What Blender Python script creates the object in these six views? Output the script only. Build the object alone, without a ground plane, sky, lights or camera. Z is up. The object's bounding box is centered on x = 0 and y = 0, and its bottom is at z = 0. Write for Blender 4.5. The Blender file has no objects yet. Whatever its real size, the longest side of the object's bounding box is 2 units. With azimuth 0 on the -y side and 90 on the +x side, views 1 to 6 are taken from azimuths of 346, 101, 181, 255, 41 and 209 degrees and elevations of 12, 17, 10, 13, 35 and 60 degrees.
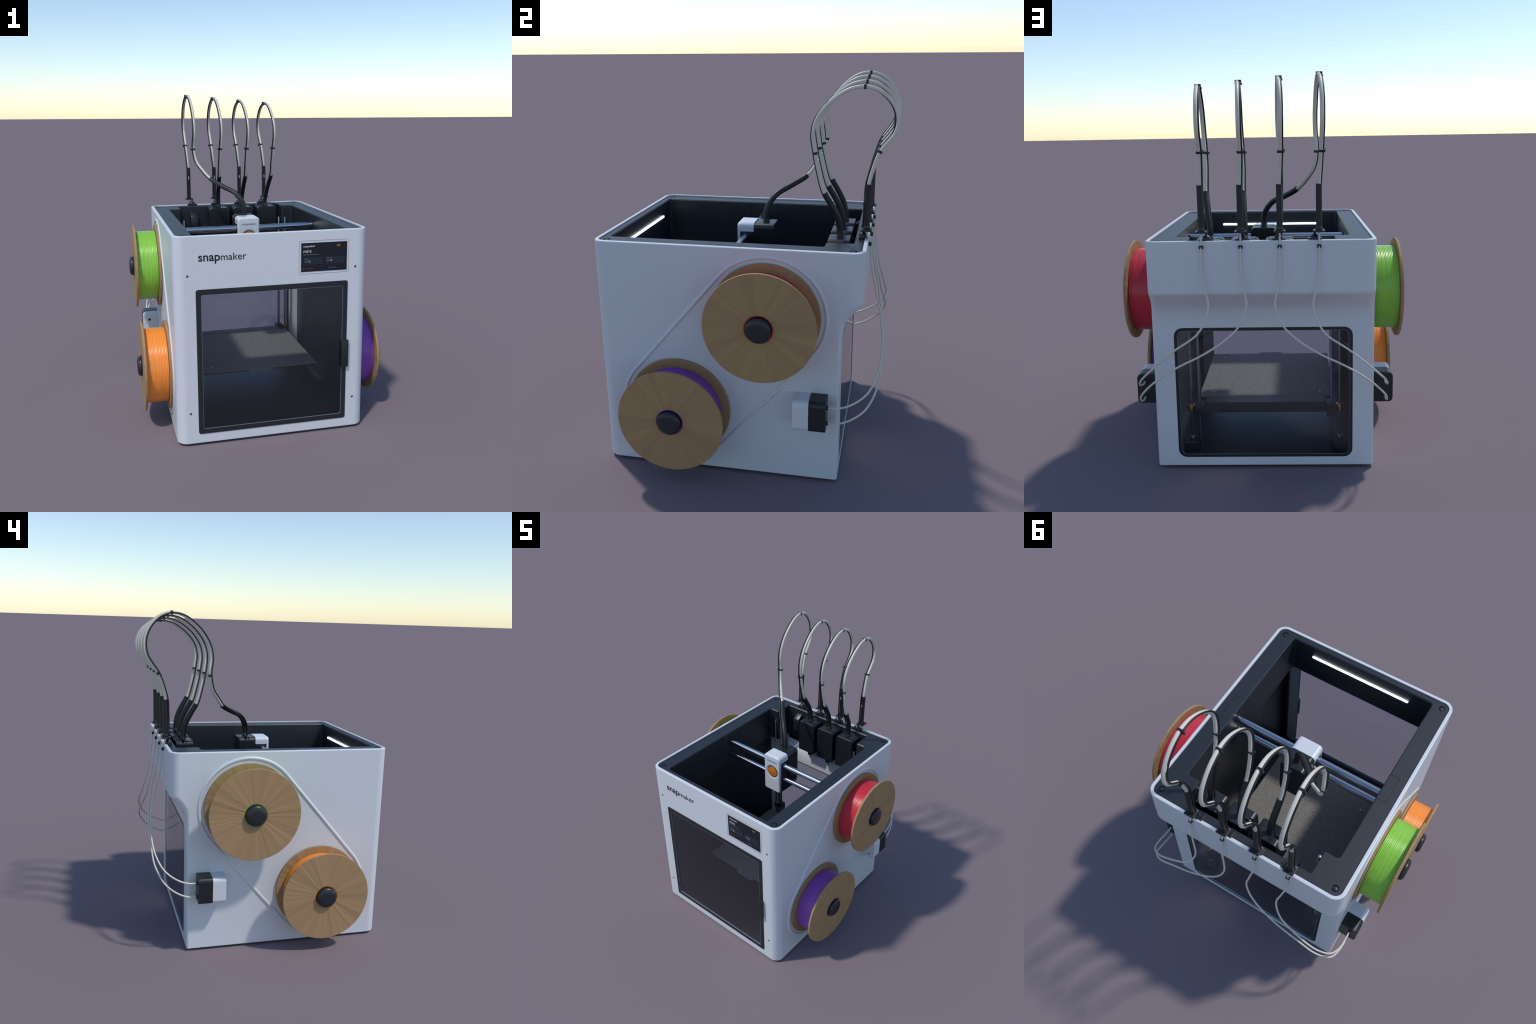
# Enclosed desktop 3D printer: white shell, open top with dark frame, four tool
# heads with looping feed tubes, four filament spools and two side feeders.
import bpy, bmesh, math, random
from mathutils import Vector, Matrix, Quaternion

random.seed(11)
COL = bpy.context.scene.collection
PI = math.pi

# ------------------------------------------------------------------ materials
def principled(name, color, rough=0.5, metal=0.0, **extra):
    m = bpy.data.materials.new(name)
    m.use_nodes = True
    b = m.node_tree.nodes["Principled BSDF"]
    b.inputs["Base Color"].default_value = (*color, 1)
    b.inputs["Roughness"].default_value = rough
    b.inputs["Metallic"].default_value = metal
    for k, v in extra.items():
        b.inputs[k.replace("_", " ")].default_value = v
    return m, m.node_tree, b

def grain(m, nt, bsdf, color, scale, amount, bump=0.0, rough_span=None, detail=4.0):
    """Fine mottled colour plus optional bump from one noise texture."""
    tc = nt.nodes.new("ShaderNodeTexCoord")
    n = nt.nodes.new("ShaderNodeTexNoise")
    n.inputs["Scale"].default_value = scale
    n.inputs["Detail"].default_value = detail
    nt.links.new(tc.outputs["Object"], n.inputs["Vector"])
    r = nt.nodes.new("ShaderNodeValToRGB")
    r.color_ramp.elements[0].position = 0.3
    r.color_ramp.elements[1].position = 0.7
    r.color_ramp.elements[0].color = (*[c * (1 - amount) for c in color], 1)
    r.color_ramp.elements[1].color = (*[min(1, c * (1 + amount)) for c in color], 1)
    nt.links.new(n.outputs["Fac"], r.inputs["Fac"])
    nt.links.new(r.outputs["Color"], bsdf.inputs["Base Color"])
    if bump:
        bp = nt.nodes.new("ShaderNodeBump")
        bp.inputs["Strength"].default_value = bump
        bp.inputs["Distance"].default_value = 0.002
        nt.links.new(n.outputs["Fac"], bp.inputs["Height"])
        nt.links.new(bp.outputs["Normal"], bsdf.inputs["Normal"])

def plain(name, color, rough=0.5, metal=0.0, vary=0.03, scale=40.0, bump=0.0, **extra):
    m, nt, b = principled(name, color, rough, metal, **extra)
    grain(m, nt, b, color, scale, vary, bump)
    return m

WHITE = plain("white_plastic", (0.655, 0.675, 0.705), 0.38, vary=0.01, scale=30)
CAPWHITE = plain("glossy_white_plastic", (0.66, 0.68, 0.71), 0.22, vary=0.01, scale=30)
FRAME = plain("slate_frame_plastic", (0.0160, 0.0205, 0.0280), 0.42, vary=0.04, scale=60)
INNERFRONT = plain("slate_inner_panel", (0.42, 0.45, 0.49), 0.45, vary=0.04, scale=60)
LINER = plain("dark_liner", (0.016, 0.018, 0.021), 0.36, vary=0.05, scale=50)
BLACK = plain("black_plastic", (0.013, 0.015, 0.018), 0.36, vary=0.05, scale=60)
DOORBLK = plain("door_frame_black", (0.014, 0.016, 0.019), 0.5, vary=0.04, scale=60)
RUBBER = plain("black_rubber", (0.011, 0.012, 0.013), 0.48, vary=0.06, scale=90)
KNOB = plain("knob_plastic", (0.018, 0.021, 0.026), 0.32, vary=0.04, scale=60)
STEEL = plain("polished_steel", (0.47, 0.48, 0.51), 0.19, 1.0, vary=0.02, scale=60)
RODSTEEL = plain("guide_rod_steel", (0.42, 0.44, 0.48), 0.34, 1.0, vary=0.03, scale=60)
PALERING = plain("pale_edge_grey", (0.17, 0.21, 0.25), 0.4, vary=0.03, scale=60)  # pale grey for the thin lighter rings along the inner edges of door frame and window gasket
SCREW = plain("screw_steel", (0.12, 0.125, 0.14), 0.4, 0.3, vary=0.05, scale=200)
ZINC = plain("zinc_screw", (0.45, 0.5, 0.6), 0.3, 1.0, vary=0.05, scale=200)
BRASS = plain("brass", (0.60, 0.36, 0.09), 0.3, 1.0, vary=0.06, scale=120)
TUBE = plain("feed_tube_white", (0.66, 0.62, 0.53), 0.42, vary=0.03, scale=70)
MARK = plain("lettering_ink", (0.016, 0.018, 0.022), 0.5, vary=0.02, scale=60)
ORANGE = plain("orange_button", (0.62, 0.20, 0.012), 0.42, vary=0.03, scale=60)
SCREEN = plain("screen_glass", (0.0075, 0.0090, 0.0165), 0.32, vary=0.02, scale=60)
TILE = plain("screen_tile", (0.011, 0.022, 0.035), 0.35, vary=0.02, scale=60)
INKW = plain("screen_ink_white", (0.55, 0.58, 0.62), 0.5, vary=0.02, scale=60)
INKG = plain("screen_ink_grey", (0.15, 0.19, 0.25), 0.5, vary=0.02, scale=60)
INKO = plain("screen_ink_orange", (0.75, 0.24, 0.01), 0.5, vary=0.02, scale=60)
INKD = plain("screen_ink_amber", (0.36, 0.12, 0.012), 0.5, vary=0.02, scale=60)
GREYBOX = plain("dock_grey", (0.03, 0.033, 0.037), 0.5, vary=0.05, scale=60)

def bed_material():
    c = (0.168, 0.159, 0.143)
    m, nt, b = principled("textured_build_sheet", c, 0.62)
    grain(m, nt, b, c, 130.0, 0.38, bump=0.35, detail=6.0)
    return m
BED = bed_material()

def glass_material(name, color):
    m, nt, b = principled(name, color, 0.0)
    b.inputs["Transmission Weight"].default_value = 1.0
    b.inputs["IOR"].default_value = 1.45
    return m
GLASS = glass_material("smoked_glass", (0.74, 0.80, 0.88))

def led_material():
    m, nt, b = principled("led_diffuser", (0.9, 0.9, 0.9), 0.4)
    b.inputs["Emission Color"].default_value = (0.93, 0.97, 1.0, 1)
    b.inputs["Emission Strength"].default_value = 3.2
    return m
LED = led_material()

def cardboard_material():
    """Kraft board with streaks that fan out from the spool axis (local x)."""
    m, nt, b = principled("kraft_cardboard", (0.30, 0.2, 0.12), 0.75)
    N, L = nt.nodes, nt.links
    tc = N.new("ShaderNodeTexCoord")
    sx = N.new("ShaderNodeSeparateXYZ"); L.new(tc.outputs["Object"], sx.inputs[0])
    cx = N.new("ShaderNodeCombineXYZ")
    L.new(sx.outputs["Y"], cx.inputs["X"]); L.new(sx.outputs["Z"], cx.inputs["Y"])
    nv = N.new("ShaderNodeVectorMath"); nv.operation = "NORMALIZE"
    L.new(cx.outputs[0], nv.inputs[0])
    oi = N.new("ShaderNodeObjectInfo")
    ad = N.new("ShaderNodeVectorMath"); ad.operation = "ADD"
    off = N.new("ShaderNodeCombineXYZ")
    mu = N.new("ShaderNodeMath"); mu.operation = "MULTIPLY"; mu.inputs[1].default_value = 9.0
    L.new(oi.outputs["Random"], mu.inputs[0]); L.new(mu.outputs[0], off.inputs["Z"])
    L.new(nv.outputs[0], ad.inputs[0]); L.new(off.outputs[0], ad.inputs[1])
    n = N.new("ShaderNodeTexNoise"); n.inputs["Scale"].default_value = 5.5
    n.inputs["Detail"].default_value = 2.0; n.inputs["Roughness"].default_value = 0.5
    L.new(ad.outputs[0], n.inputs["Vector"])
    r = N.new("ShaderNodeValToRGB")
    r.color_ramp.elements[0].position = 0.36; r.color_ramp.elements[1].position = 0.66
    r.color_ramp.elements[0].color = (0.350, 0.216, 0.101, 1)
    r.color_ramp.elements[1].color = (0.398, 0.246, 0.117, 1)
    L.new(n.outputs["Fac"], r.inputs["Fac"])
    f = N.new("ShaderNodeTexNoise"); f.inputs["Scale"].default_value = 120; f.inputs["Detail"].default_value = 4
    L.new(tc.outputs["Object"], f.inputs["Vector"])
    mx = N.new("ShaderNodeMix"); mx.data_type = "RGBA"; mx.blend_type = "OVERLAY"
    mx.inputs["Factor"].default_value = 0.12
    L.new(r.outputs["Color"], mx.inputs["A"]); L.new(f.outputs["Fac"], mx.inputs["B"])
    L.new(mx.outputs["Result"], b.inputs["Base Color"])
    bp = N.new("ShaderNodeBump"); bp.inputs["Strength"].default_value = 0.35; bp.inputs["Distance"].default_value = 0.016
    L.new(n.outputs["Fac"], bp.inputs["Height"]); L.new(bp.outputs["Normal"], b.inputs["Normal"])
    return m
KRAFT = cardboard_material()

def filament_material(name, color):
    return plain(name, color, 0.33, vary=0.05, scale=26)
GREEN = filament_material("green_filament", (0.265, 0.595, 0.060))
ORANGEF = filament_material("orange_filament", (0.95, 0.290, 0.040))
RED = filament_material("red_filament", (0.58, 0.024, 0.046))
PURPLE = filament_material("purple_filament", (0.245, 0.068, 0.420))

# ------------------------------------------------------------------ mesh tools
def finish(name, bm, mat, parent, angle=35.0, loc=(0, 0, 0), weighted=False, normals=True):
    if normals:
        bmesh.ops.recalc_face_normals(bm, faces=bm.faces)
    me = bpy.data.meshes.new(name)
    bm.to_mesh(me); bm.free()
    return wrap(name, me, mat, parent, angle, loc, weighted)

def wrap(name, me, mat, parent, angle=35.0, loc=(0, 0, 0), weighted=False):
    for p in me.polygons:
        p.use_smooth = True
    me.set_sharp_from_angle(angle=math.radians(angle))
    ob = bpy.data.objects.new(name, me)
    ob.location = loc
    COL.objects.link(ob)
    if mat:
        me.materials.clear(); me.materials.append(mat)
    if parent:
        ob.parent = parent
    if weighted:
        w = ob.modifiers.new("wn", "WEIGHTED_NORMAL"); w.keep_sharp = True
    return ob

def bevel_sharp(bm, width, segs=2, angle=40.0, only=None):
    bm.normal_update()
    es = [e for e in bm.edges if len(e.link_faces) == 2 and
          e.calc_face_angle(0) > math.radians(angle) and (only is None or only(e))]
    bmesh.ops.bevel(bm, geom=es, offset=width, segments=segs, profile=0.5, affect="EDGES", clamp_overlap=True)

def box_bm(lo, hi, bev=0.0, segs=2):
    bm = bmesh.new()
    bmesh.ops.create_cube(bm, size=1.0)
    for v in bm.verts:
        v.co = Vector([lo[i] + (v.co[i] + 0.5) * (hi[i] - lo[i]) for i in range(3)])
    if bev:
        bevel_sharp(bm, bev, segs)
    return bm

def box(name, lo, hi, mat, parent, bev=0.003, segs=2, **kw):
    return finish(name, box_bm(lo, hi, bev, segs), mat, parent, weighted=True, **kw)

def rrect(x0, x1, y0, y1, r, n=8, rt=None):
    """Rounded rectangle outline, counter clockwise; rt = radius of the two corners at y1."""
    pts = []
    rt = r if rt is None else rt
    for cx, cy, a0 in ((x1 - rt, y1 - rt, 0), (x0 + rt, y1 - rt, 90), (x0 + r, y0 + r, 180), (x1 - r, y0 + r, 270)):
        q = rt if a0 < 180 else r
        for i in range(n + 1):
            a = math.radians(a0 + 90 * i / n)
            pts.append((cx + q * math.cos(a), cy + q * math.sin(a)))
    return pts

def round_poly(pts, radii, n=5):
    out = []
    m = len(pts)
    for i, p in enumerate(pts):
        p = Vector(p); a = (Vector(pts[i - 1]) - p).normalized(); b = (Vector(pts[(i + 1) % m]) - p).normalized()
        r = radii[i] if isinstance(radii, (list, tuple)) else radii
        if r <= 0:
            out.append(tuple(p)); continue
        half = a.angle(b) / 2
        t = r / math.tan(half)
        c = p + (a + b).normalized() * (r / math.sin(half))
        s = p + a * t - c; e = p + b * t - c
        ang = math.atan2(s.x * e.y - s.y * e.x, s.dot(e))
        for k in range(n + 1):
            q = ang * k / n
            out.append((c.x + s.x * math.cos(q) - s.y * math.sin(q), c.y + s.x * math.sin(q) + s.y * math.cos(q)))
    return out

AX = {"x": lambda u, v, w: (w, u, v), "y": lambda u, v, w: (u, w, v), "z": lambda u, v, w: (u, v, w)}

def prism_bm(poly, axis, lo, hi):
    """Extrude a 2D outline. Outline plane: x -> (y,z), y -> (x,z), z -> (x,y)."""
    bm = bmesh.new()
    f = AX[axis]
    a = [bm.verts.new(f(u, v, lo)) for u, v in poly]
    b = [bm.verts.new(f(u, v, hi)) for u, v in poly]
    bm.faces.new(a); bm.faces.new(b[::-1])
    n = len(a)
    for i in range(n):
        bm.faces.new((a[i], a[(i + 1) % n], b[(i + 1) % n], b[i]))
    bmesh.ops.recalc_face_normals(bm, faces=bm.faces)
    return bm

def ring_prism_bm(outer, inner, axis, lo, hi):
    """Extruded frame: outlines must have the same number of points."""
    bm = bmesh.new(); f = AX[axis]; n = len(outer)
    vs = [[bm.verts.new(f(u, v, w)) for u, v in poly] for poly in (outer, inner) for w in (lo, hi)]
    ol, oh, il, ih = vs
    for i in range(n):
        j = (i + 1) % n
        for q in ((ol[i], ol[j], oh[j], oh[i]), (il[i], ih[i], ih[j], il[j]),
                  (oh[i], oh[j], ih[j], ih[i]), (ol[i], il[i], il[j], ol[j])):
            bm.faces.new(q)
    bmesh.ops.recalc_face_normals(bm, faces=bm.faces)
    return bm

def cyl_bm(center, axis, r, lo, hi, segs=28, r2=None):
    r2 = r if r2 is None else r2
    bm = bmesh.new(); f = AX[axis]
    ring = lambda rr, w: [bm.verts.new(f(center[0] + rr * math.cos(2 * PI * i / segs),
                                          center[1] + rr * math.sin(2 * PI * i / segs), w)) for i in range(segs)]
    a, b = ring(r, lo), ring(r2, hi)
    bm.faces.new(a); bm.faces.new(b[::-1])
    for i in range(segs):
        j = (i + 1) % segs
        bm.faces.new((a[i], a[j], b[j], b[i]))
    bmesh.ops.recalc_face_normals(bm, faces=bm.faces)
    return bm

def cyl(name, center, axis, r, lo, hi, mat, parent, segs=28, r2=None, bev=0.0, **kw):
    bm = cyl_bm(center, axis, r, lo, hi, segs, r2)
    if bev:
        bevel_sharp(bm, bev, 2, 50)
    return finish(name, bm, mat, parent, **kw)

def lathe_bm(profile, axis, segs=96, center=(0, 0)):
    """Revolve (w, r) profile round an axis line; ends with r=0 are closed."""
    bm = bmesh.new(); f = AX[axis]
    rings = []
    for w, r in profile:
        if r < 1e-6:
            rings.append([bm.verts.new(f(center[0], center[1], w))])
        else:
            rings.append([bm.verts.new(f(center[0] + r * math.cos(2 * PI * i / segs),
                                         center[1] + r * math.sin(2 * PI * i / segs), w)) for i in range(segs)])
    for a, b in zip(rings, rings[1:]):
        for i in range(segs):
            j = (i + 1) % segs
            if len(a) == 1:
                bm.faces.new((a[0], b[j], b[i]))
            elif len(b) == 1:
                bm.faces.new((a[i], a[j], b[0]))
            else:
                bm.faces.new((a[i], a[j], b[j], b[i]))
    bmesh.ops.recalc_face_normals(bm, faces=bm.faces)
    return bm

def spline(pts, sub=8):
    """Centripetal-ish Catmull-Rom through the points."""
    P = [Vector(p) for p in pts]
    P = [P[0] * 2 - P[1]] + P + [P[-1] * 2 - P[-2]]
    out = []
    for i in range(1, len(P) - 2):
        p0, p1, p2, p3 = P[i - 1:i + 3]
        d = [max(1e-5, (b - a).length ** 0.5) for a, b in ((p0, p1), (p1, p2), (p2, p3))]
        m1 = ((p1 - p0) / d[0] - (p2 - p0) / (d[0] + d[1]) + (p2 - p1) / d[1]) * d[1]
        m2 = ((p2 - p1) / d[1] - (p3 - p1) / (d[1] + d[2]) + (p3 - p2) / d[2]) * d[1]
        for k in range(sub):
            t = k / sub; t2, t3 = t * t, t * t * t
            out.append(p1 * (2 * t3 - 3 * t2 + 1) + m1 * (t3 - 2 * t2 + t) + p2 * (-2 * t3 + 3 * t2) + m2 * (t3 - t2))
    out.append(P[-2])
    return out

def sweep_bm(path, r, segs=14):
    bm = bmesh.new()
    path = [Vector(p) for p in path]
    n = len(path)
    tan = [(path[min(i + 1, n - 1)] - path[max(i - 1, 0)]).normalized() for i in range(n)]
    up = Vector((1, 0, 0))
    if abs(tan[0].dot(up)) > 0.9:
        up = Vector((0, 0, 1))
    rings = []
    for i in range(n):
        up = (up - tan[i] * up.dot(tan[i])).normalized()
        side = tan[i].cross(up)
        rr = r(i / (n - 1)) if callable(r) else r
        rings.append([bm.verts.new(path[i] + (up * math.cos(2 * PI * k / segs) + side * math.sin(2 * PI * k / segs)) * rr)
                      for k in range(segs)])
    for a, b in zip(rings, rings[1:]):
        for k in range(segs):
            j = (k + 1) % segs
            bm.faces.new((a[k], a[j], b[j], b[k]))
    bm.faces.new(rings[0][::-1]); bm.faces.new(rings[-1])
    return bm

def sweep(name, path, r, mat, parent, segs=14, **kw):
    return finish(name, sweep_bm(path, r, segs), mat, parent, angle=50, **kw)

def join_bm(parts):
    out = bmesh.new()
    for p in parts:
        me = bpy.data.meshes.new("tmp"); p.to_mesh(me); p.free()
        out.from_mesh(me); bpy.data.meshes.remove(me)
    return out

def boolean(base_bm, cutters):
    """Subtract a list of closed bmeshes, return the resulting mesh data."""
    me = bpy.data.meshes.new("base"); base_bm.to_mesh(me); base_bm.free()
    ob = bpy.data.objects.new("base_helper", me); COL.objects.link(ob)
    helpers = []
    for c in cutters:
        cm = bpy.data.meshes.new("cut"); c.to_mesh(cm); c.free()
        co = bpy.data.objects.new("cut_helper", cm); COL.objects.link(co); helpers.append(co)
        md = ob.modifiers.new("cut", "BOOLEAN"); md.operation = "DIFFERENCE"; md.solver = "EXACT"; md.object = co
    bpy.context.view_layer.update()
    ev = ob.evaluated_get(bpy.context.evaluated_depsgraph_get())
    res = bpy.data.meshes.new_from_object(ev)
    for h in helpers + [ob]:
        d = h.data; bpy.data.objects.remove(h); bpy.data.meshes.remove(d)
    return res

def mesh_to_bm(me):
    bm = bmesh.new(); bm.from_mesh(me); bpy.data.meshes.remove(me); return bm

def linked_copy(ob, loc, parent):
    c = ob.copy(); COL.objects.link(c); c.location = loc; c.parent = parent
    return c

def text_mesh(name, body, width, anchor, mat, parent, bold=0.0, depth=0.0015, height=None):
    """Flat lettering on a plane facing -y. anchor = (x left, y surface, z baseline)."""
    cu = bpy.data.curves.new(name, "FONT"); cu.body = body; cu.size = 1.0
    cu.offset = bold; cu.resolution_u = 6
    ob = bpy.data.objects.new(name, cu); COL.objects.link(ob)
    bpy.context.view_layer.update()
    me = bpy.data.meshes.new_from_object(ob.evaluated_get(bpy.context.evaluated_depsgraph_get()))
    bpy.data.objects.remove(ob); bpy.data.curves.remove(cu)
    xs = [v.co.x for v in me.vertices]; ys = [v.co.y for v in me.vertices]
    s = width / (max(xs) - min(xs)); x0 = min(xs)
    sv = s if height is None else height / (max(ys) - min(0, min(ys)))
    bm = bmesh.new(); bm.from_mesh(me); bpy.data.meshes.remove(me)
    for v in bm.verts:
        v.co = Vector((anchor[0] + (v.co.x - x0) * s, anchor[1], anchor[2] + v.co.y * sv))
    g = bmesh.ops.extrude_face_region(bm, geom=bm.faces[:])
    for e in g["geom"]:
        if isinstance(e, bmesh.types.BMVert):
            e.co.y -= depth
    return finish(name, bm, mat, parent, angle=30)

# ------------------------------------------------------------------ the printer
ROOT = bpy.data.objects.new("desktop_printer", None)
COL.objects.link(ROOT)
ROOT["label"] = "white enclosed desktop 3D printer with coloured side spools"
ROOT["category"] = "3D printer"

HX, YF, ZT = 0.5620, -0.7188, 1.22         # half width, front face, top rim
# back face: overhanging upper box that sweeps in to a recessed lower back
BACK = [(0.0, 0.5150), (0.775, 0.5150), (0.80, 0.5150), (0.825, 0.5190), (0.85, 0.5245), (0.87, 0.5345), (0.89, 0.5495),
        (0.91, 0.5680), (0.925, 0.5825), (0.938, 0.5950), (0.947, 0.6035), (0.955, 0.6110), (0.962, 0.6150), (0.972, 0.616), (ZT, 0.616)]

def back_radius(z):
    """Rear corners are crisp below the overhang and full round above it."""
    t = min(1.0, max(0.0, (z - 0.80) / 0.15)); t = t * t * (3 - 2 * t)
    return 0.014 + (0.06 - 0.014) * t

def back_y(z):
    for (z0, y0), (z1, y1) in zip(BACK, BACK[1:]):
        if z <= z1:
            return y0 + (y1 - y0) * (z - z0) / (z1 - z0)
    return BACK[-1][1]

R = 0.06
def loft_box(levels, n=12):
    """levels: (z, inset, corner radius); outline follows the back profile."""
    bm = bmesh.new(); rings = []
    for z, ins, r in levels:
        pts = rrect(-HX + ins, HX - ins, YF + ins, back_y(z) - ins, r, n, max(0.004, back_radius(z) - (R - r)))
        rings.append([bm.verts.new((x, y, z)) for x, y in pts])
    for a, b in zip(rings, rings[1:]):
        m = len(a)
        for i in range(m):
            j = (i + 1) % m
            bm.faces.new((a[i], a[j], b[j], b[i]))
    bm.faces.new(rings[0]); bm.faces.new(rings[-1])
    bmesh.ops.recalc_face_normals(bm, faces=bm.faces)
    return bm

mid = [(z, 0.0, R) for z, _ in BACK[1:-1]]
bot = [(0.019 - 0.009 * math.sin(a), 0.009 * (1 - math.cos(a)), R - 0.009 * (1 - math.cos(a)) * 0.5)
       for a in (PI / 2, PI / 3, PI / 6, 0)]
top = [(ZT - 0.006 + 0.006 * math.sin(a), 0.006 * (1 - math.cos(a)), R - 0.004 * (1 - math.cos(a)))
       for a in (0, PI / 6, PI / 3, PI / 2)]
shell = loft_box(bot + mid + top)
WALL = 0.0185
cav = loft_box([(0.024, WALL, 0.042)] + [(z, WALL, 0.042) for z, _ in BACK[1:-1]] + [(ZT + 0.05, WALL, 0.042)])
door_hole = prism_bm(rrect(-0.4425, 0.4425, 0.0685, 0.9205, 0.013, 4), "y", -0.80, -0.60)
win_hole = prism_bm(rrect(-0.4535, 0.4535, 0.0585, 0.7615, 0.045, 8), "y", 0.44, 0.62)
thin_front = box_bm((-0.5155, -0.7095, 0.045), (0.5155, -0.66, 0.950))
shell_me = boolean(shell, [cav, door_hole, win_hole, thin_front])
shell_ob = wrap("shell", shell_me, WHITE, ROOT, angle=28, weighted=True)

for fx in (-0.46, 0.46):
    for fy in (-0.62, 0.42):
        cyl("rubber_foot", (fx, fy), "z", 0.03, 0.0, 0.0105, RUBBER, ROOT, 32, bev=0.002)

# dark rounded top frame with stepped opening
inner = round_poly([(-0.445, -0.665), (0.445, -0.665), (0.445, 0.415), (0.366, 0.415), (0.366, 0.55),
                    (-0.366, 0.55), (-0.366, 0.415), (-0.445, 0.415)],
                   [0.014, 0.014, 0.016, 0.012, 0.006, 0.006, 0.012, 0.016], 5)
fo = HX - WALL - 0.0006
outer = rrect(-fo, fo, YF + WALL + 0.0006, 0.5940, 0.0415, 12)
ZF = 1.2135
frame_bm = prism_bm(outer, "z", 0.955, ZF)
cut_open = prism_bm(inner, "z", 0.80, 1.40)
screws = [(sx * 0.503, sy) for sx in (-1, 1) for sy in (-0.66, 0.557)]
cuts = [cut_open] + [cyl_bm(s, "z", 0.0172, ZF - 0.012, 1.3, 28) for s in screws]
fb = mesh_to_bm(boolean(frame_bm, cuts))
bevel_sharp(fb, 0.0072, 1, 60, only=lambda e: all(v.co.z > ZF - 0.001 for v in e.verts)
            and all(abs(v.co.x) < 0.47 and -0.68 < v.co.y < 0.57 for v in e.verts))
fme = bpy.data.meshes.new("tmpf"); fb.to_mesh(fme); fb.free()
fb = mesh_to_bm(fme)
# thin panel seams round the rod covers, running over the edge and down the wall
g, seams = 0.0016, []
for s in (-1, 1):
    def seg(x0, x1, y0, y1, z0, z1):
        xa, xb = sorted((s * x0, s * x1))
        return box_bm((xa, y0, z0), (xb, y1, z1))
    seams.append(join_bm([seg(0.5035 - g, 0.5035, -0.136, 0.027, ZF - 0.004, 1.3)]))
    for y in (-0.136, 0.0254):
        seams.append(join_bm([seg(0.440, 0.5020, y, y + g, ZF - 0.004, 1.3)]))
        seams.append(join_bm([seg(0.440, 0.4485, y, y + g, 0.96, ZF - 0.0055)]))
fme = boolean(fb, seams)
wrap("rim_frame", fme, FRAME, ROOT, angle=40, weighted=True)
for s in screws:
    cyl("rim_screw", s, "z", 0.0122, ZF - 0.0125, ZF - 0.0005, FRAME, ROOT, bev=0.0015)
# lining below the frame
def side_x(s, a, b):
    return sorted((s * a, s * b))
for s in (-1, 1):
    a, b = side_x(s, 0.515, HX - WALL - 0.0009)
    box("liner_panel", (a, -0.6975, 0.0255), (b, 0.490, 0.9545), LINER, ROOT, 0.002)
    a, b = side_x(s, 0.4455, 0.5150 - 0.0005)
    box("liner_shelf", (a, -0.6645, 0.950), (b, 0.4145, 0.9545), LINER, ROOT, 0.002)
box("floor_panel", (-0.5145, -0.7078, 0.0255), (0.5145, 0.490, 0.060), LINER, ROOT, 0.0)
finish("inner_panel", ring_prism_bm(rrect(-0.5145, 0.5145, 0.0605, 0.9540, 0.002, 4),
                                    rrect(-0.4160, 0.4160, 0.0965, 0.8925, 0.012, 4), "y", -0.7094, -0.7082), INNERFRONT, ROOT)
box("inner_panel", (-0.366, 0.5505, 0.912), (0.366, 0.556, 0.9545), LINER, ROOT, 0.001)

for s in (-1, 1):
    a, b = side_x(s, 0.4830, 0.5148)
    box("frame_post", (a, -0.7080, 0.0605), (b, -0.6870, 0.9538), LINER, ROOT, 0.002)
# light bar under the front rim
bm = prism_bm(rrect(-0.313, 0.313, 1.1265, 1.1390, 0.0061, 8), "y", -0.6650, -0.6560)
bevel_sharp(bm, 0.002, 2, 60)
finish("light_bar", bm, LED, ROOT)

# ------------------------------------------------------------------ front door
door = ring_prism_bm(rrect(-0.4415, 0.4415, 0.0695, 0.9195, 0.012, 8), rrect(-0.4140, 0.4140, 0.0985, 0.8905, 0.012, 8),
                     "y", -0.7225, -0.7105)
bevel_sharp(door, 0.0016, 2, 60)
door_ob = finish("door", door, DOORBLK, ROOT, weighted=True)
finish("door_pane", prism_bm(rrect(-0.4138, 0.4138, 0.0987, 0.8903, 0.0118, 8), "y", -0.7178, -0.7125), GLASS, door_ob)
finish("pale_edge_ring", ring_prism_bm(rrect(-0.4139, 0.4139, 0.0986, 0.8904, 0.0119, 8), rrect(-0.4124, 0.4124, 0.1001, 0.8889, 0.0104, 8),
                              "y", -0.7220, -0.7180), PALERING, door_ob)
bm = prism_bm([(0.408, -0.7218), (0.408, -0.7375), (0.449, -0.7375), (0.449, -0.7265), (0.443, -0.7218)], "z", 0.399, 0.563)
bevel_sharp(bm, 0.0012, 2, 60)
finish("door_handle", bm, DOORBLK, door_ob)
for sx in (-0.486, 0.486):
    for z in (0.198, 1.0):
        cyl("panel_screw", (sx, z), "y", 0.0072, YF - 0.0012, YF + 0.004, SCREW, ROOT, 20, bev=0.001)

# rear window
gask = ring_prism_bm(rrect(-0.4530, 0.4530, 0.0590, 0.7610, 0.045, 10), rrect(-0.4375, 0.4375, 0.0745, 0.7455, 0.031, 10),
                     "y", 0.5075, 0.5140)
bevel_sharp(gask, 0.0016, 2, 60)
rw = finish("window_gasket", gask, RUBBER, ROOT, weighted=True)
finish("window_pane", prism_bm(rrect(-0.4373, 0.4373, 0.0747, 0.7453, 0.0308, 10), "y", 0.5072, 0.5124), GLASS, rw)

finish("pale_edge_ring", ring_prism_bm(rrect(-0.4374, 0.4374, 0.0746, 0.7454, 0.0309, 10), rrect(-0.4361, 0.4361, 0.0759, 0.7441, 0.0296, 10),
                              "y", 0.5126, 0.5142), PALERING, rw)

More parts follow.
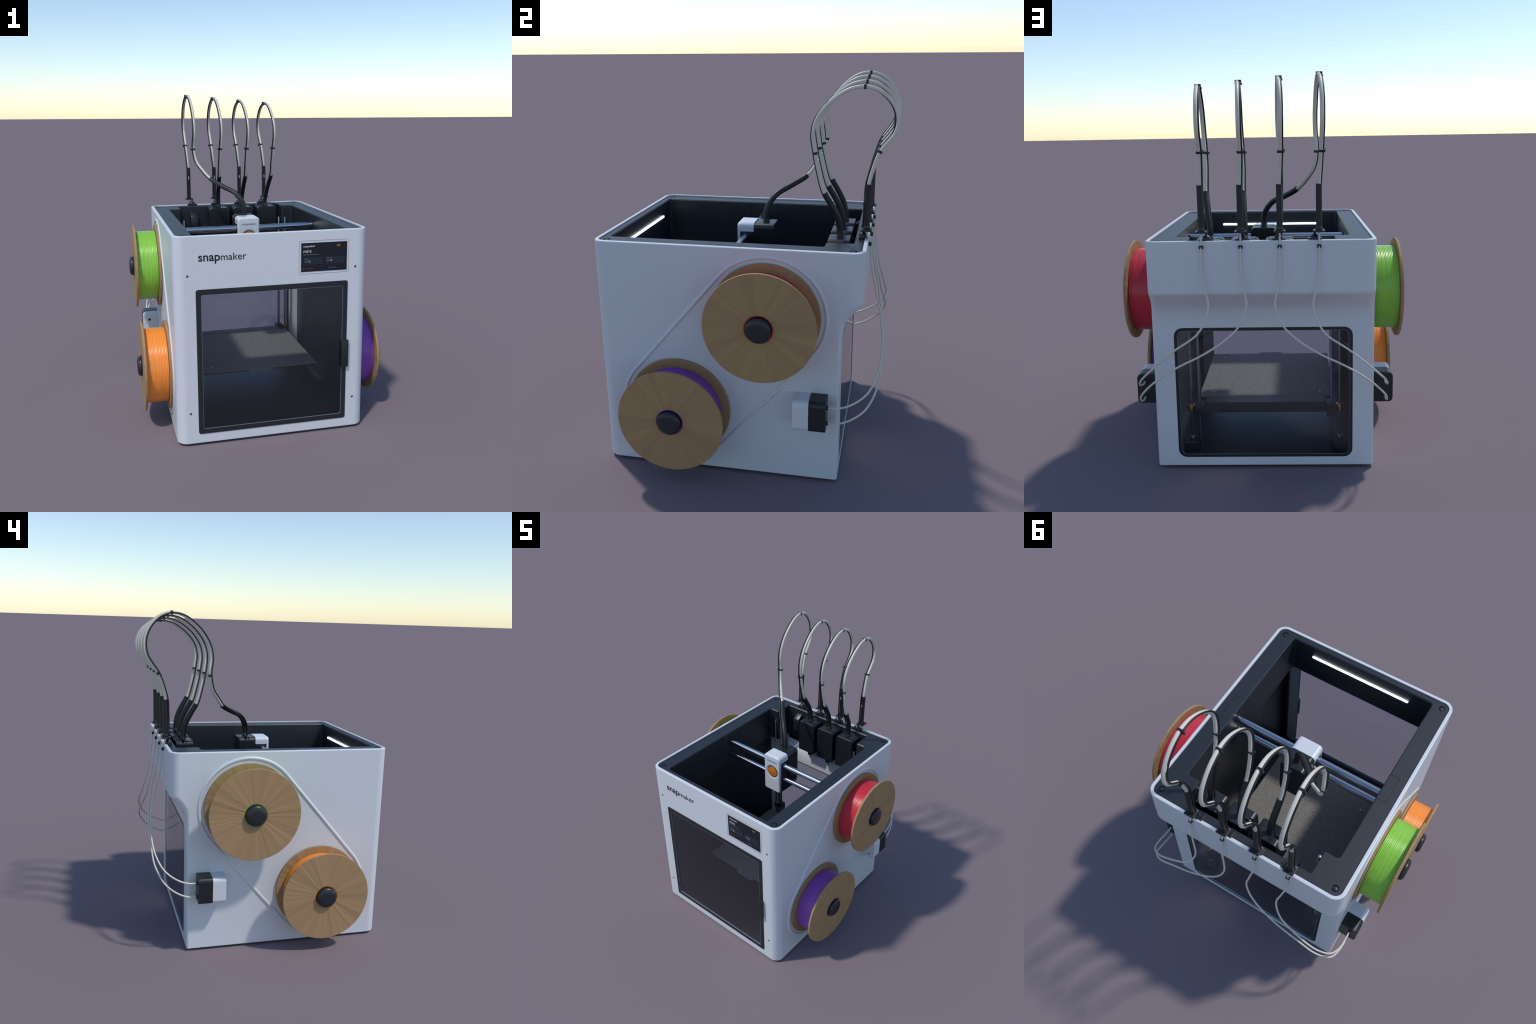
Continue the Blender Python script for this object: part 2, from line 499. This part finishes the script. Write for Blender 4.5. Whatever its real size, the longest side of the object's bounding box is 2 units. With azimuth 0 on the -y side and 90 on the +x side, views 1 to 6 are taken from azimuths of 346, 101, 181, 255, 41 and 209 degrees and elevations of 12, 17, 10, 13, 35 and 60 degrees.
# ------------------------------------------------------------------ touch screen
ys = YF
scr_o = ring_prism_bm(rrect(0.1465, 0.4445, 0.9715, 1.1635, 0.013, 8), rrect(0.1478, 0.4432, 0.9728, 1.1622, 0.012, 8), "y", ys - 0.0006, ys + 0.002)
finish("screen_seam", scr_o, SCREW, ROOT)
sp = prism_bm(rrect(0.1590, 0.4325, 0.9850, 1.1505, 0.003, 4), "y", ys - 0.0016, ys + 0.004)
screen = finish("touch_screen", sp, SCREEN, ROOT)
yt = ys - 0.0016
for x0, x1 in ((0.173, 0.287), (0.304, 0.417)):
    finish("screen_tile", prism_bm(rrect(x0, x1, 1.0255, 1.0685, 0.005, 5), "y", yt - 0.0005, yt + 0.0005), TILE, screen)
box("screen_line", (0.173, yt - 0.0004, 1.1165), (0.419, yt + 0.0004, 1.1175), TILE, screen, 0)
T = lambda *a, **k: text_mesh("screen_text", *a, **k)
T("snapmaker", 0.069, (0.1715, yt, 1.1265), INKW, screen, bold=0.012, depth=0.0006)
T("U1", 0.017, (0.3725, yt, 1.1245), INKO, screen, bold=0.02, depth=0.0006)
T("PR\u00caTE", 0.0475, (0.1722, yt, 1.0948), INKW, screen, bold=0.012, depth=0.0006)
T("Maquette documentaire", 0.093, (0.1722, yt, 1.0805), INKG, screen, depth=0.0006)
yt2 = yt - 0.0005
T("BUSE", 0.0195, (0.179, yt2, 1.0555), INKG, screen, depth=0.0005)
T("PLATEAU", 0.032, (0.310, yt2, 1.0550), INKG, screen, depth=0.0005)
for x in (0.179, 0.310):
    T("\u2014 \u00b0C", 0.034, (x, yt2, 1.0390), INKW, screen, bold=0.01, depth=0.0005)
for i, x in enumerate((0.1727, 0.1882, 0.2055, 0.2208)):
    T(str(i + 1), 0.0030 if i == 0 else 0.0055, (x, yt, 0.9995), INKD, screen, bold=0.0, depth=0.0006, height=0.0080)
T("HORS LIGNE", 0.043, (0.322, yt, 1.0008), INKG, screen, depth=0.0006)

# brand lettering: bold first half, regular second half
text_mesh("lettering", "snap", 0.120, (-0.4242, YF, 1.0795), MARK, ROOT, bold=0.014, depth=0.0012)
text_mesh("lettering", "maker", 0.143, (-0.2995, YF, 1.0795), MARK, ROOT, bold=0.0, depth=0.0012)

# ------------------------------------------------------------------ side belt-shaped beads
UP, LO = (0.151, 0.884), (-0.302, 0.354)       # spool axes (y, z)
def belt_path(r, n=40):
    d = Vector((LO[0] - UP[0], LO[1] - UP[1])); a = math.atan2(d.y, d.x)
    pts = []
    for c, a0 in ((UP, a + PI / 2), (LO, a - PI / 2)):
        for i in range(n + 1):
            t = a0 + PI * i / n
            pts.append((c[0] + r * math.cos(t), c[1] + r * math.sin(t)))
    return pts

def belt_bead(s):
    """Closed half-round bead proud of the side wall."""
    bm = bmesh.new(); rings = []
    prof = [(0.288, -0.002), (0.288, 0.0015), (0.2898, 0.0046), (0.2935, 0.0066), (0.2975, 0.0072), (0.3015, 0.0062), (0.3050, 0.0036), (0.3075, 0.0004), (0.3080, -0.002)]
    for r, h in prof:
        rings.append([bm.verts.new((s * (HX + h), y, z)) for y, z in belt_path(r)])
    m = len(rings[0])
    for a, b in zip(rings, rings[1:] + rings[:1]):
        for i in range(m):
            j = (i + 1) % m
            bm.faces.new((a[i], a[j], b[j], b[i]))
    return finish("spool_bead", bm, WHITE, ROOT, angle=50)
for s in (-1, 1):
    belt_bead(s)

# ------------------------------------------------------------------ spools
FR, FIL = 0.2695, 0.2265
def flange_mesh():
    bm = lathe_bm([(-0.007, 0.0695), (-0.007, FR - 0.0015), (-0.0055, FR), (0.0055, FR), (0.007, FR - 0.0015), (0.007, 0.0695), (-0.007, 0.0695)], "x", 128)
    bmesh.ops.remove_doubles(bm, verts=bm.verts, dist=1e-6)
    return bm

def winding_bm(seed):
    rnd = random.Random(seed)
    turns, half, prof = 16, 0.0645, [(-0.0645, 0.075)]
    for i in range(turns):
        x0 = -half + 2 * half * i / turns; w = 2 * half / turns
        rr = FIL + rnd.uniform(-0.0007, 0.0007)
        for t, d in ((0.0, -0.0008), (0.12, -0.00035), (0.3, -0.0002), (0.5, 0.0), (0.7, -0.0002), (0.88, -0.0004)):
            prof.append((x0 + w * t, rr + d))
    prof += [(half, FIL - 0.003), (half, 0.075)]
    bm = lathe_bm(prof, "x", 128)
    # a lazy wave along the windings so they are not machine perfect
    ph = rnd.uniform(0, 6)
    for v in bm.verts:
        r = math.hypot(v.co.y, v.co.z)
        if r > 0.15 and abs(v.co.x) < half - 0.004:
            a = math.atan2(v.co.z, v.co.y)
            v.co.x += 0.0009 * math.sin(2 * a + ph + v.co.x * 30)
    return bm

def core_bm():
    bm = lathe_bm([(-0.0765, 0.0635), (-0.0765, 0.0692), (0.0765, 0.0692), (0.0765, 0.0635), (-0.0765, 0.0635)], "x", 64)
    bmesh.ops.remove_doubles(bm, verts=bm.verts, dist=1e-6)
    return bm

def knob_bm(s):
    prof = [(-0.080, 0.0), (-0.080, 0.0605)]
    prof += [(0.080, 0.0605), (0.084, 0.0618), (0.090, 0.0620), (0.096, 0.0608), (0.1005, 0.0572), (0.1040, 0.0515), (0.1065, 0.0435), (0.1078, 0.033), (0.1085, 0.0)]
    return lathe_bm([(s * w, r) for w, r in prof], "x", 64)

fl_mesh = None
for s, (ay, az), mat, sd in ((-1, UP, GREEN, 3), (-1, LO, ORANGEF, 5), (1, UP, RED, 7), (1, LO, PURPLE, 9)):
    cx = s * 0.6445
    sp_ob = finish("filament_spool", core_bm(), mat, ROOT, loc=(cx, ay, az))
    fl = finish("spool_flange", flange_mesh(), KRAFT, sp_ob, angle=30, loc=(-0.073, 0, 0))
    linked_copy(fl, (0.073, 0, 0), sp_ob)
    finish("filament_winding", winding_bm(sd), mat, sp_ob, angle=80)
    finish("spool_knob", knob_bm(s), KNOB, sp_ob, angle=50)

# ------------------------------------------------------------------ side feeders
for s in (-1, 1):
    # outline in (x, z); wall side is flush with the shell, outer corners are rounded
    xo, xi = s * 0.6650, s * (HX - 0.0005)
    pts = [(xi, 0.340), (xo, 0.340), (xo, 0.4975), (xi, 0.4975)]
    poly = round_poly(pts, [0.0, 0.022, 0.026, 0.0], 7)
    bm = prism_bm(poly, "y", 0.299, 0.378); bevel_sharp(bm, 0.002, 2, 60)
    me = bpy.data.meshes.new("t"); bm.to_mesh(me); bm.free(); bm = mesh_to_bm(me)
    holes = [cyl_bm((s * 0.6235, z), "y", 0.0095, 0.29, 0.325, 20) for z in (0.458, 0.374)]
    body = wrap("filament_feeder", boolean(bm, holes), WHITE, ROOT, angle=30, weighted=True)
    pts = [(xi, 0.338), (xo + s * 0.0015, 0.338), (xo + s * 0.0015, 0.4990), (xi, 0.4990)]
    bm = prism_bm(round_poly(pts, [0.0, 0.022, 0.026, 0.0], 7), "y", 0.3785, 0.4610); bevel_sharp(bm, 0.003, 2, 60)
    finish("feeder_motor_cover", bm, BLACK, body, weighted=True)
    for z in (0.458, 0.374):
        cyl("feeder_inlet", (s * 0.6235, z), "y", 0.0105, 0.4600, 0.4690, BLACK, body, 20, bev=0.0012)
        cyl("feeder_outlet", (s * 0.6235, z), "y", 0.0092, 0.318, 0.3245, BLACK, body, 20)

# ------------------------------------------------------------------ motion system
for z in (1.1385, 1.0300):
    cyl("gantry_rod", (-0.0525, z), "x", 0.0195, -0.446, 0.446, STEEL, ROOT, 32)
    for s in (-1, 1):
        a, b = side_x(s, 0.4385, 0.4500)
        cyl("rod_socket", (-0.0525, z), "x", 0.0245, a, b, BLACK, ROOT, 32, bev=0.002)
for s in (-1, 1):
    cyl("guide_rod", (s * 0.3485, 0.4215), "z", 0.0085, 0.06, 1.130, RODSTEEL, ROOT, 20, bev=0.001)
    cyl("lead_screw", (s * 0.3935, 0.4105), "z", 0.0070, 0.11, 1.128, RODSTEEL, ROOT, 16, bev=0.001)
    # stepper motor at the foot of the screw
    box("stepper_motor", (s * 0.3935 - 0.042, 0.368, 0.0605), (s * 0.3935 + 0.042, 0.453, 0.112), BLACK, ROOT, 0.006)
    cyl("screw_coupler", (s * 0.3935, 0.4105), "z", 0.0135, 0.112, 0.132, RODSTEEL, ROOT, 20, bev=0.001)
    box("bearing_block", (s * 0.3485 - 0.0235, 0.398, 0.250), (s * 0.3485 + 0.0235, 0.445, 0.320), FRAME, ROOT, 0.003)
    cyl("lead_nut", (s * 0.3935, 0.4105), "z", 0.0185, 0.271, 0.309, BRASS, ROOT, 24, bev=0.001)

# build plate on its carrier
bed_poly = round_poly([(-0.369, -0.411), (-0.080, -0.411), (-0.070, -0.436), (0.070, -0.436), (0.080, -0.411), (0.369, -0.411),
                       (0.369, 0.306), (-0.369, 0.306)], [0.006, 0.004, 0.004, 0.004, 0.004, 0.006, 0.006, 0.006], 4)
bm = prism_bm(bed_poly, "z", 0.3020, 0.3100); bevel_sharp(bm, 0.001, 1, 60)
bed = finish("build_plate", bm, BED, ROOT)
for x in (-0.296, 0.296):
    for y in (-0.333, 0.236):
        cyl("plate_screw", (x, y), "z", 0.0062, 0.3095, 0.3112, ZINC, bed, 20)
        cyl("levelling_knob", (x, y), "z", 0.014, 0.270, 0.291, BLACK, bed, 20, bev=0.002)
box("plate_carrier", (-0.355, -0.395, 0.290), (0.355, 0.300, 0.3015), LINER, ROOT, 0.002)
box("carrier_beam", (-0.325, 0.3095, 0.252), (0.325, 0.3900, 0.3110), GREYBOX, ROOT, 0.003)
for s in (-1, 1):
    a, b = side_x(s, 0.300, 0.330)
    box("carrier_arm", (a, -0.30, 0.262), (b, 0.309, 0.2895), LINER, ROOT, 0.002)

# ------------------------------------------------------------------ tool heads
HW = 0.0725
def tool_head_mesh():
    """Local origin: top centre of the cable collar."""
    poly = round_poly([(-HW, -0.258), (HW, -0.258), (HW, 0.0), (-HW, 0.0)], [0.004, 0.004, 0.024, 0.024], 8)
    bm = prism_bm(poly, "y", -0.0555, 0.0530)
    bevel_sharp(bm, 0.004, 3, 60, only=lambda e: max(v.co.y for v in e.verts) < 0)
    bevel_sharp(bm, 0.012, 4, 60, only=lambda e: min(v.co.y for v in e.verts) > 0.05)
    me = bpy.data.meshes.new("t"); bm.to_mesh(me); bm.free()
    bm = mesh_to_bm(me)
    cut = box_bm((-0.09, 0.000, -0.012), (-0.030, 0.016, 0.05))
    cut2 = box_bm((-0.068, -0.016, -0.0185), (-0.048, -0.008, 0.05))
    return boolean(bm, [cut, cut2])

head_first = None
def add_head(x, y, z):
    global head_first
    if head_first is None:
        h = wrap("tool_head", tool_head_mesh(), BLACK, ROOT, angle=30, loc=(x, y, z), weighted=True)
        kids = []
        kids.append(box("heater_block", (-0.030, -0.022, -0.2740), (0.030, 0.030, -0.2575), BLACK, h, 0.002))
        kids.append(cyl("heat_break", (0, 0), "z", 0.0195, -0.3090, -0.2735, BLACK, h, 8))
        kids.append(cyl("nozzle", (0, 0), "z", 0.0028, -0.345, -0.3085, BRASS, h, 20, r2=0.0100))
        cb = lathe_bm([(-0.004, 0.0175), (0.004, 0.0185), (0.008, 0.0175), (0.0105, 0.0155), (0.022, 0.0150), (0.022, 0.0)], "z", 28)
        kids.append(finish("cable_collar", cb, RUBBER, h, angle=45))
        head_first = (h, kids)
        return h
    h0, kids = head_first
    h = linked_copy(h0, (x, y, z), ROOT)
    for k in kids:
        linked_copy(k, k.location, h)
    return h

STATION = (0.282, 0.094, -0.094, -0.282)      # feed tube stations along the back
DOCK = (0.2585, 0.0845, -0.0895, -0.266)        # docked tool positions
for x in DOCK[:3]:
    add_head(x, 0.4725, 1.2110)
carriage_head = add_head(0.0055, 0.0475, 1.2110)
for x in DOCK:
    bm = prism_bm([(0.5495, 1.000), (0.5495, 1.176), (0.503, 1.143), (0.500, 1.138), (0.500, 1.040)], "x", x - 0.019, x + 0.033)
    bevel_sharp(bm, 0.002, 2, 50)
    finish("tool_dock", bm, BLACK, ROOT)

# white cap on the moving carriage: rounded face plate plus a lobe over the rods
cx, CW = 0.0025, 0.0725
face = round_poly([(cx - CW, 0.914), (cx + CW, 0.914), (cx + CW, 1.2145), (cx - CW, 1.2145)], [0.020, 0.020, 0.024, 0.024], 8)
bm = prism_bm(face, "y", -0.1010, -0.0840)
bevel_sharp(bm, 0.013, 5, 60, only=lambda e: max(v.co.y for v in e.verts) < -0.09)
me = bpy.data.meshes.new("t"); bm.to_mesh(me); bm.free(); bm = mesh_to_bm(me)
bx0 = cx + 0.003
dish = lathe_bm([(-0.125, 0.0), (-0.125, 0.0605)] + [(-0.1010 + 0.014 * (1 - (r / 0.0570) ** 2), r) for r in (0.0570, 0.0550, 0.053, 0.050, 0.048, 0.0465)]
                + [(-0.0900, 0.0455), (-0.0900, 0.0)], "y", 48, (bx0, 1.0815))
bm = mesh_to_bm(boolean(bm, [dish]))
lobe = round_poly([(cx - CW, 1.166), (cx + CW, 1.166), (cx + CW, 1.2145), (cx - CW, 1.2145)], [0.003, 0.003, 0.024, 0.024], 8)
bm = join_bm([bm, prism_bm(lobe, "y", -0.0840, -0.0090)])
me = bpy.data.meshes.new("carriage_cap"); bm.to_mesh(me); bm.free()
cap = wrap("carriage_cap", me, CAPWHITE, ROOT, angle=35, weighted=True)
cyl("button_ring", (bx0, 1.0815), "y", 0.0462, -0.0975, -0.0890, BLACK, cap, 48, bev=0.0015)
cyl("carriage_button", (bx0, 1.0815), "y", 0.0410, -0.0995, -0.0890, ORANGE, cap, 48, bev=0.001)
text_mesh("cap_lettering", "snapmaker", 0.090, (cx - 0.042, -0.1009, 1.164), MARK, cap, depth=0.0005)
box("carriage_block", (cx - 0.0700, -0.0838, 0.9755), (cx + 0.0700, -0.0085, 1.1658), LINER, ROOT, 0.003)
bm = prism_bm(round_poly([(-0.0838, 0.918), (0.045, 0.912), (0.100, 0.936), (0.100, 0.9522), (-0.0085, 0.9522), (-0.0085, 0.9750), (-0.0838, 0.9750)], 0.003, 3), "x", cx - 0.070, cx + 0.070)
bevel_sharp(bm, 0.003, 2, 60)
finish("carriage_shelf", bm, FRAME, ROOT)
for z in (1.1385, 1.0300):
    for s in (-1, 1):
        a, b = sorted((cx + s * 0.066, cx + s * 0.0725))
        cyl("rod_bushing", (-0.0525, z), "x", 0.0265, a, b, BLACK, ROOT, 32, bev=0.002)

# ------------------------------------------------------------------ feed tube loops
TOPZ = (1.9415, 1.9575, 1.9740, 1.9892)
REAR = [(0.6035, 1.270), (0.6035, 1.34), (0.604, 1.42), (0.606, 1.487), (0.621, 1.552), (0.652, 1.642)]
ARC = [(0.692, 1.694), (0.719, 1.733), (0.7295, 1.783), (0.7195, 1.837), (0.687, 1.886), (0.635, 1.925), (0.571, 1.9415), (0.506, 1.931),
       (0.445, 1.897), (0.386, 1.844), (0.349, 1.787), (0.3345, 1.722), (0.3435, 1.642)]
# sideways lean of each loop: back strand to one side, front strand to the other
REAR_X = (0, 0, 0, 0, -0.0035, -0.0080)
ARC_X = (-0.0095, -0.0105, -0.0108, -0.0105, -0.0085, -0.0050, 0.0, 0.0040, 0.0070, 0.0092, 0.0105, 0.0090, 0.0035)
HEADDROP = [(0.362, 1.545), (0.393, 1.437), (0.426, 1.380), (0.458, 1.318), (0.471, 1.262), (0.4725, 1.222)]

def clip(name, at, tangent, xo, parent):
    """Small black band holding tube and cable together."""
    t = Vector(tangent).normalized()
    xx = Vector((1, 0, 0)); xx = (xx - t * xx.dot(t)).normalized(); nn = t.cross(xx)
    bm = join_bm([box_bm((-0.0200, -0.0106, -0.0060), (0.0108, 0.0106, 0.0060), 0.0015, 1),
                  box_bm((-0.0235, -0.0130, -0.0050), (-0.0120, -0.0030, 0.0050), 0.001, 1)])
    bm.transform(Matrix((xx, nn, t)).transposed().to_4x4())
    return finish(name, bm, BLACK, parent, loc=Vector(at) + Vector((xo, 0, 0)))

def nearest(path, z, lo, hi):
    n = len(path)
    i = min(range(int(n * lo), int(n * hi)), key=lambda k: abs(path[k].z - z))
    return i, path[min(i + 1, n - 1)] - path[max(i - 1, 0)]

for k, (x, zt, hx) in enumerate(zip(STATION, TOPZ, DOCK)):
    zs = (zt - 1.642) / (1.9415 - 1.642)
    pts = [(x + o, y, z) for (y, z), o in zip(REAR, REAR_X)]
    pts += [(x + o, y, 1.642 + (z - 1.642) * zs) for (y, z), o in zip(ARC, ARC_X)]
    n_arc = len(pts)
    if k < 3:
        m = len(HEADDROP)
        for i, (y, z) in enumerate(HEADDROP):
            f = max(0.0, (i - 1) / (m - 3)); f = min(1.0, f)
            pts.append((x + (hx - x) * f, y, z))
    else:
        pts += [(-0.2655, 0.327, 1.553), (-0.230, 0.288, 1.493), (-0.183, 0.243, 1.437), (-0.117, 0.166, 1.392), (-0.045, 0.094, 1.352),
                (-0.002, 0.055, 1.292), (0.0055, 0.0475, 1.245), (0.0055, 0.0475, 1.215)]
    path = spline(pts, 8)
    loop = sweep("feed_loop", path, 0.0092, TUBE, ROOT, 14)
    # electrical cable alongside, standing off a little more beside the sleeves
    n = len(path); cab = []
    for i, p in enumerate(path):
        t = i / (n - 1)
        rear = max(0.0, 1 - i / (5 * 8.0)); front = max(0.0, min(1.0, (i - (n_arc + 0.2) * 8) / 16.0))
        cab.append(p + Vector((-0.0115 - 0.002 * front, -0.0120 - 0.0070 * rear - 0.003 * front, -0.001)))
    sweep("feed_cable", cab, 0.0042, RUBBER, loop, 10)
    # sleeves at both ends
    r_end = 3 * 8
    sweep("tube_sleeve", path[:r_end + 1], 0.0142, RUBBER, loop, 18)
    f_start = (n_arc + (1 if k < 3 else 2)) * 8
    sweep("tube_sleeve", path[f_start:], 0.0145 if k < 3 else 0.0155, RUBBER, loop, 18)
    # clips
    i, t = nearest(path, 1.645, 0.05, 0.5); clip("tube_clip", path[i], t, 0.0, loop)
    i = min(range(n // 4, 3 * n // 4), key=lambda q: abs(path[q].y - 0.573) + abs(path[q].z - zt)); clip("tube_clip", path[i], path[i + 1] - path[i - 1], 0.0, loop)
    i, t = nearest(path, 1.627, 0.55, 0.9); clip("tube_clip", path[i], -t, 0.0, loop)
    # pale slit in the rear sleeve
    box("sleeve_slit", (x - 0.003, 0.5890, 1.404), (x + 0.002, 0.5920, 1.426), TUBE, loop, 0.0008, 1)

    # rear bracket: foot plate, dome, post, ring plate and collar
    bx = hx + (0.001 if k < 3 else 0.004)
    foot = box("tube_bracket", (bx - 0.0335, 0.5670, ZF - 0.0008), (bx + 0.0335, 0.6030, 1.2270), BLACK, ROOT, 0.002)
    dm = lathe_bm([(1.2265, 0.0215), (1.230, 0.0212), (1.236, 0.0190), (1.241, 0.0145), (1.2445, 0.0085), (1.248, 0.0060), (1.2585, 0.0056), (1.2585, 0.0)], "z", 28, (bx + (0.0 if k else -0.001), 0.586))
    finish("bracket_dome", dm, BLACK, foot, angle=50)
    box("bracket_ring_plate", (x - 0.0285, 0.5755, 1.2575), (x + 0.0285, 0.6300, 1.2665), BLACK, foot, 0.0025)
    cb = lathe_bm([(1.2660, 0.0165), (1.2700, 0.0172), (1.2760, 0.0165), (1.2800, 0.0150), (1.288, 0.0148), (1.288, 0.0)], "z", 28, (x, 0.6035))
    finish("bracket_collar", cb, BLACK, foot, angle=50)
    for sx, sy in ((-0.021, 0.583), (0.021, 0.583)):
        cyl("bracket_screw", (x + sx, sy), "z", 0.0036, 1.2662, 1.2680, ZINC, foot, 12)
    # ferrule on the back wall and the thin supply tube to the feeder
    cyl("tube_ferrule", (x, 1.1915), "y", 0.0108, 0.6160, 0.6300, RUBBER, ROOT, 24, bev=0.0015)
    s = 1 if x > 0 else -1
    if abs(x) > 0.2:
        run = [(0.282, 0.6035, 1.262), (0.282, 0.611, 1.232), (0.282, 0.6250, 1.194), (0.2825, 0.6290, 1.130), (0.281, 0.637, 1.062), (0.266, 0.651, 0.990), (0.2505, 0.668, 0.912), (0.271, 0.686, 0.838),
               (0.309, 0.698, 0.779), (0.418, 0.708, 0.704), (0.526, 0.694, 0.612), (0.597, 0.650, 0.537), (0.622, 0.578, 0.484), (0.6245, 0.512, 0.460), (0.6235, 0.463, 0.458)]
    else:
        run = [(0.094, 0.6035, 1.262), (0.094, 0.611, 1.232), (0.094, 0.6250, 1.194), (0.094, 0.6290, 1.125), (0.0925, 0.639, 1.060), (0.076, 0.654, 0.970), (0.069, 0.668, 0.912), (0.104, 0.684, 0.820),
               (0.172, 0.697, 0.753), (0.281, 0.706, 0.683), (0.406, 0.706, 0.620), (0.524, 0.696, 0.541), (0.600, 0.648, 0.457), (0.620, 0.580, 0.403), (0.6240, 0.512, 0.376), (0.6235, 0.463, 0.374)]
    sweep("supply_tube", spline([(s * a, b, c) for a, b, c in run], 8), 0.0050, TUBE, ROOT, 12)
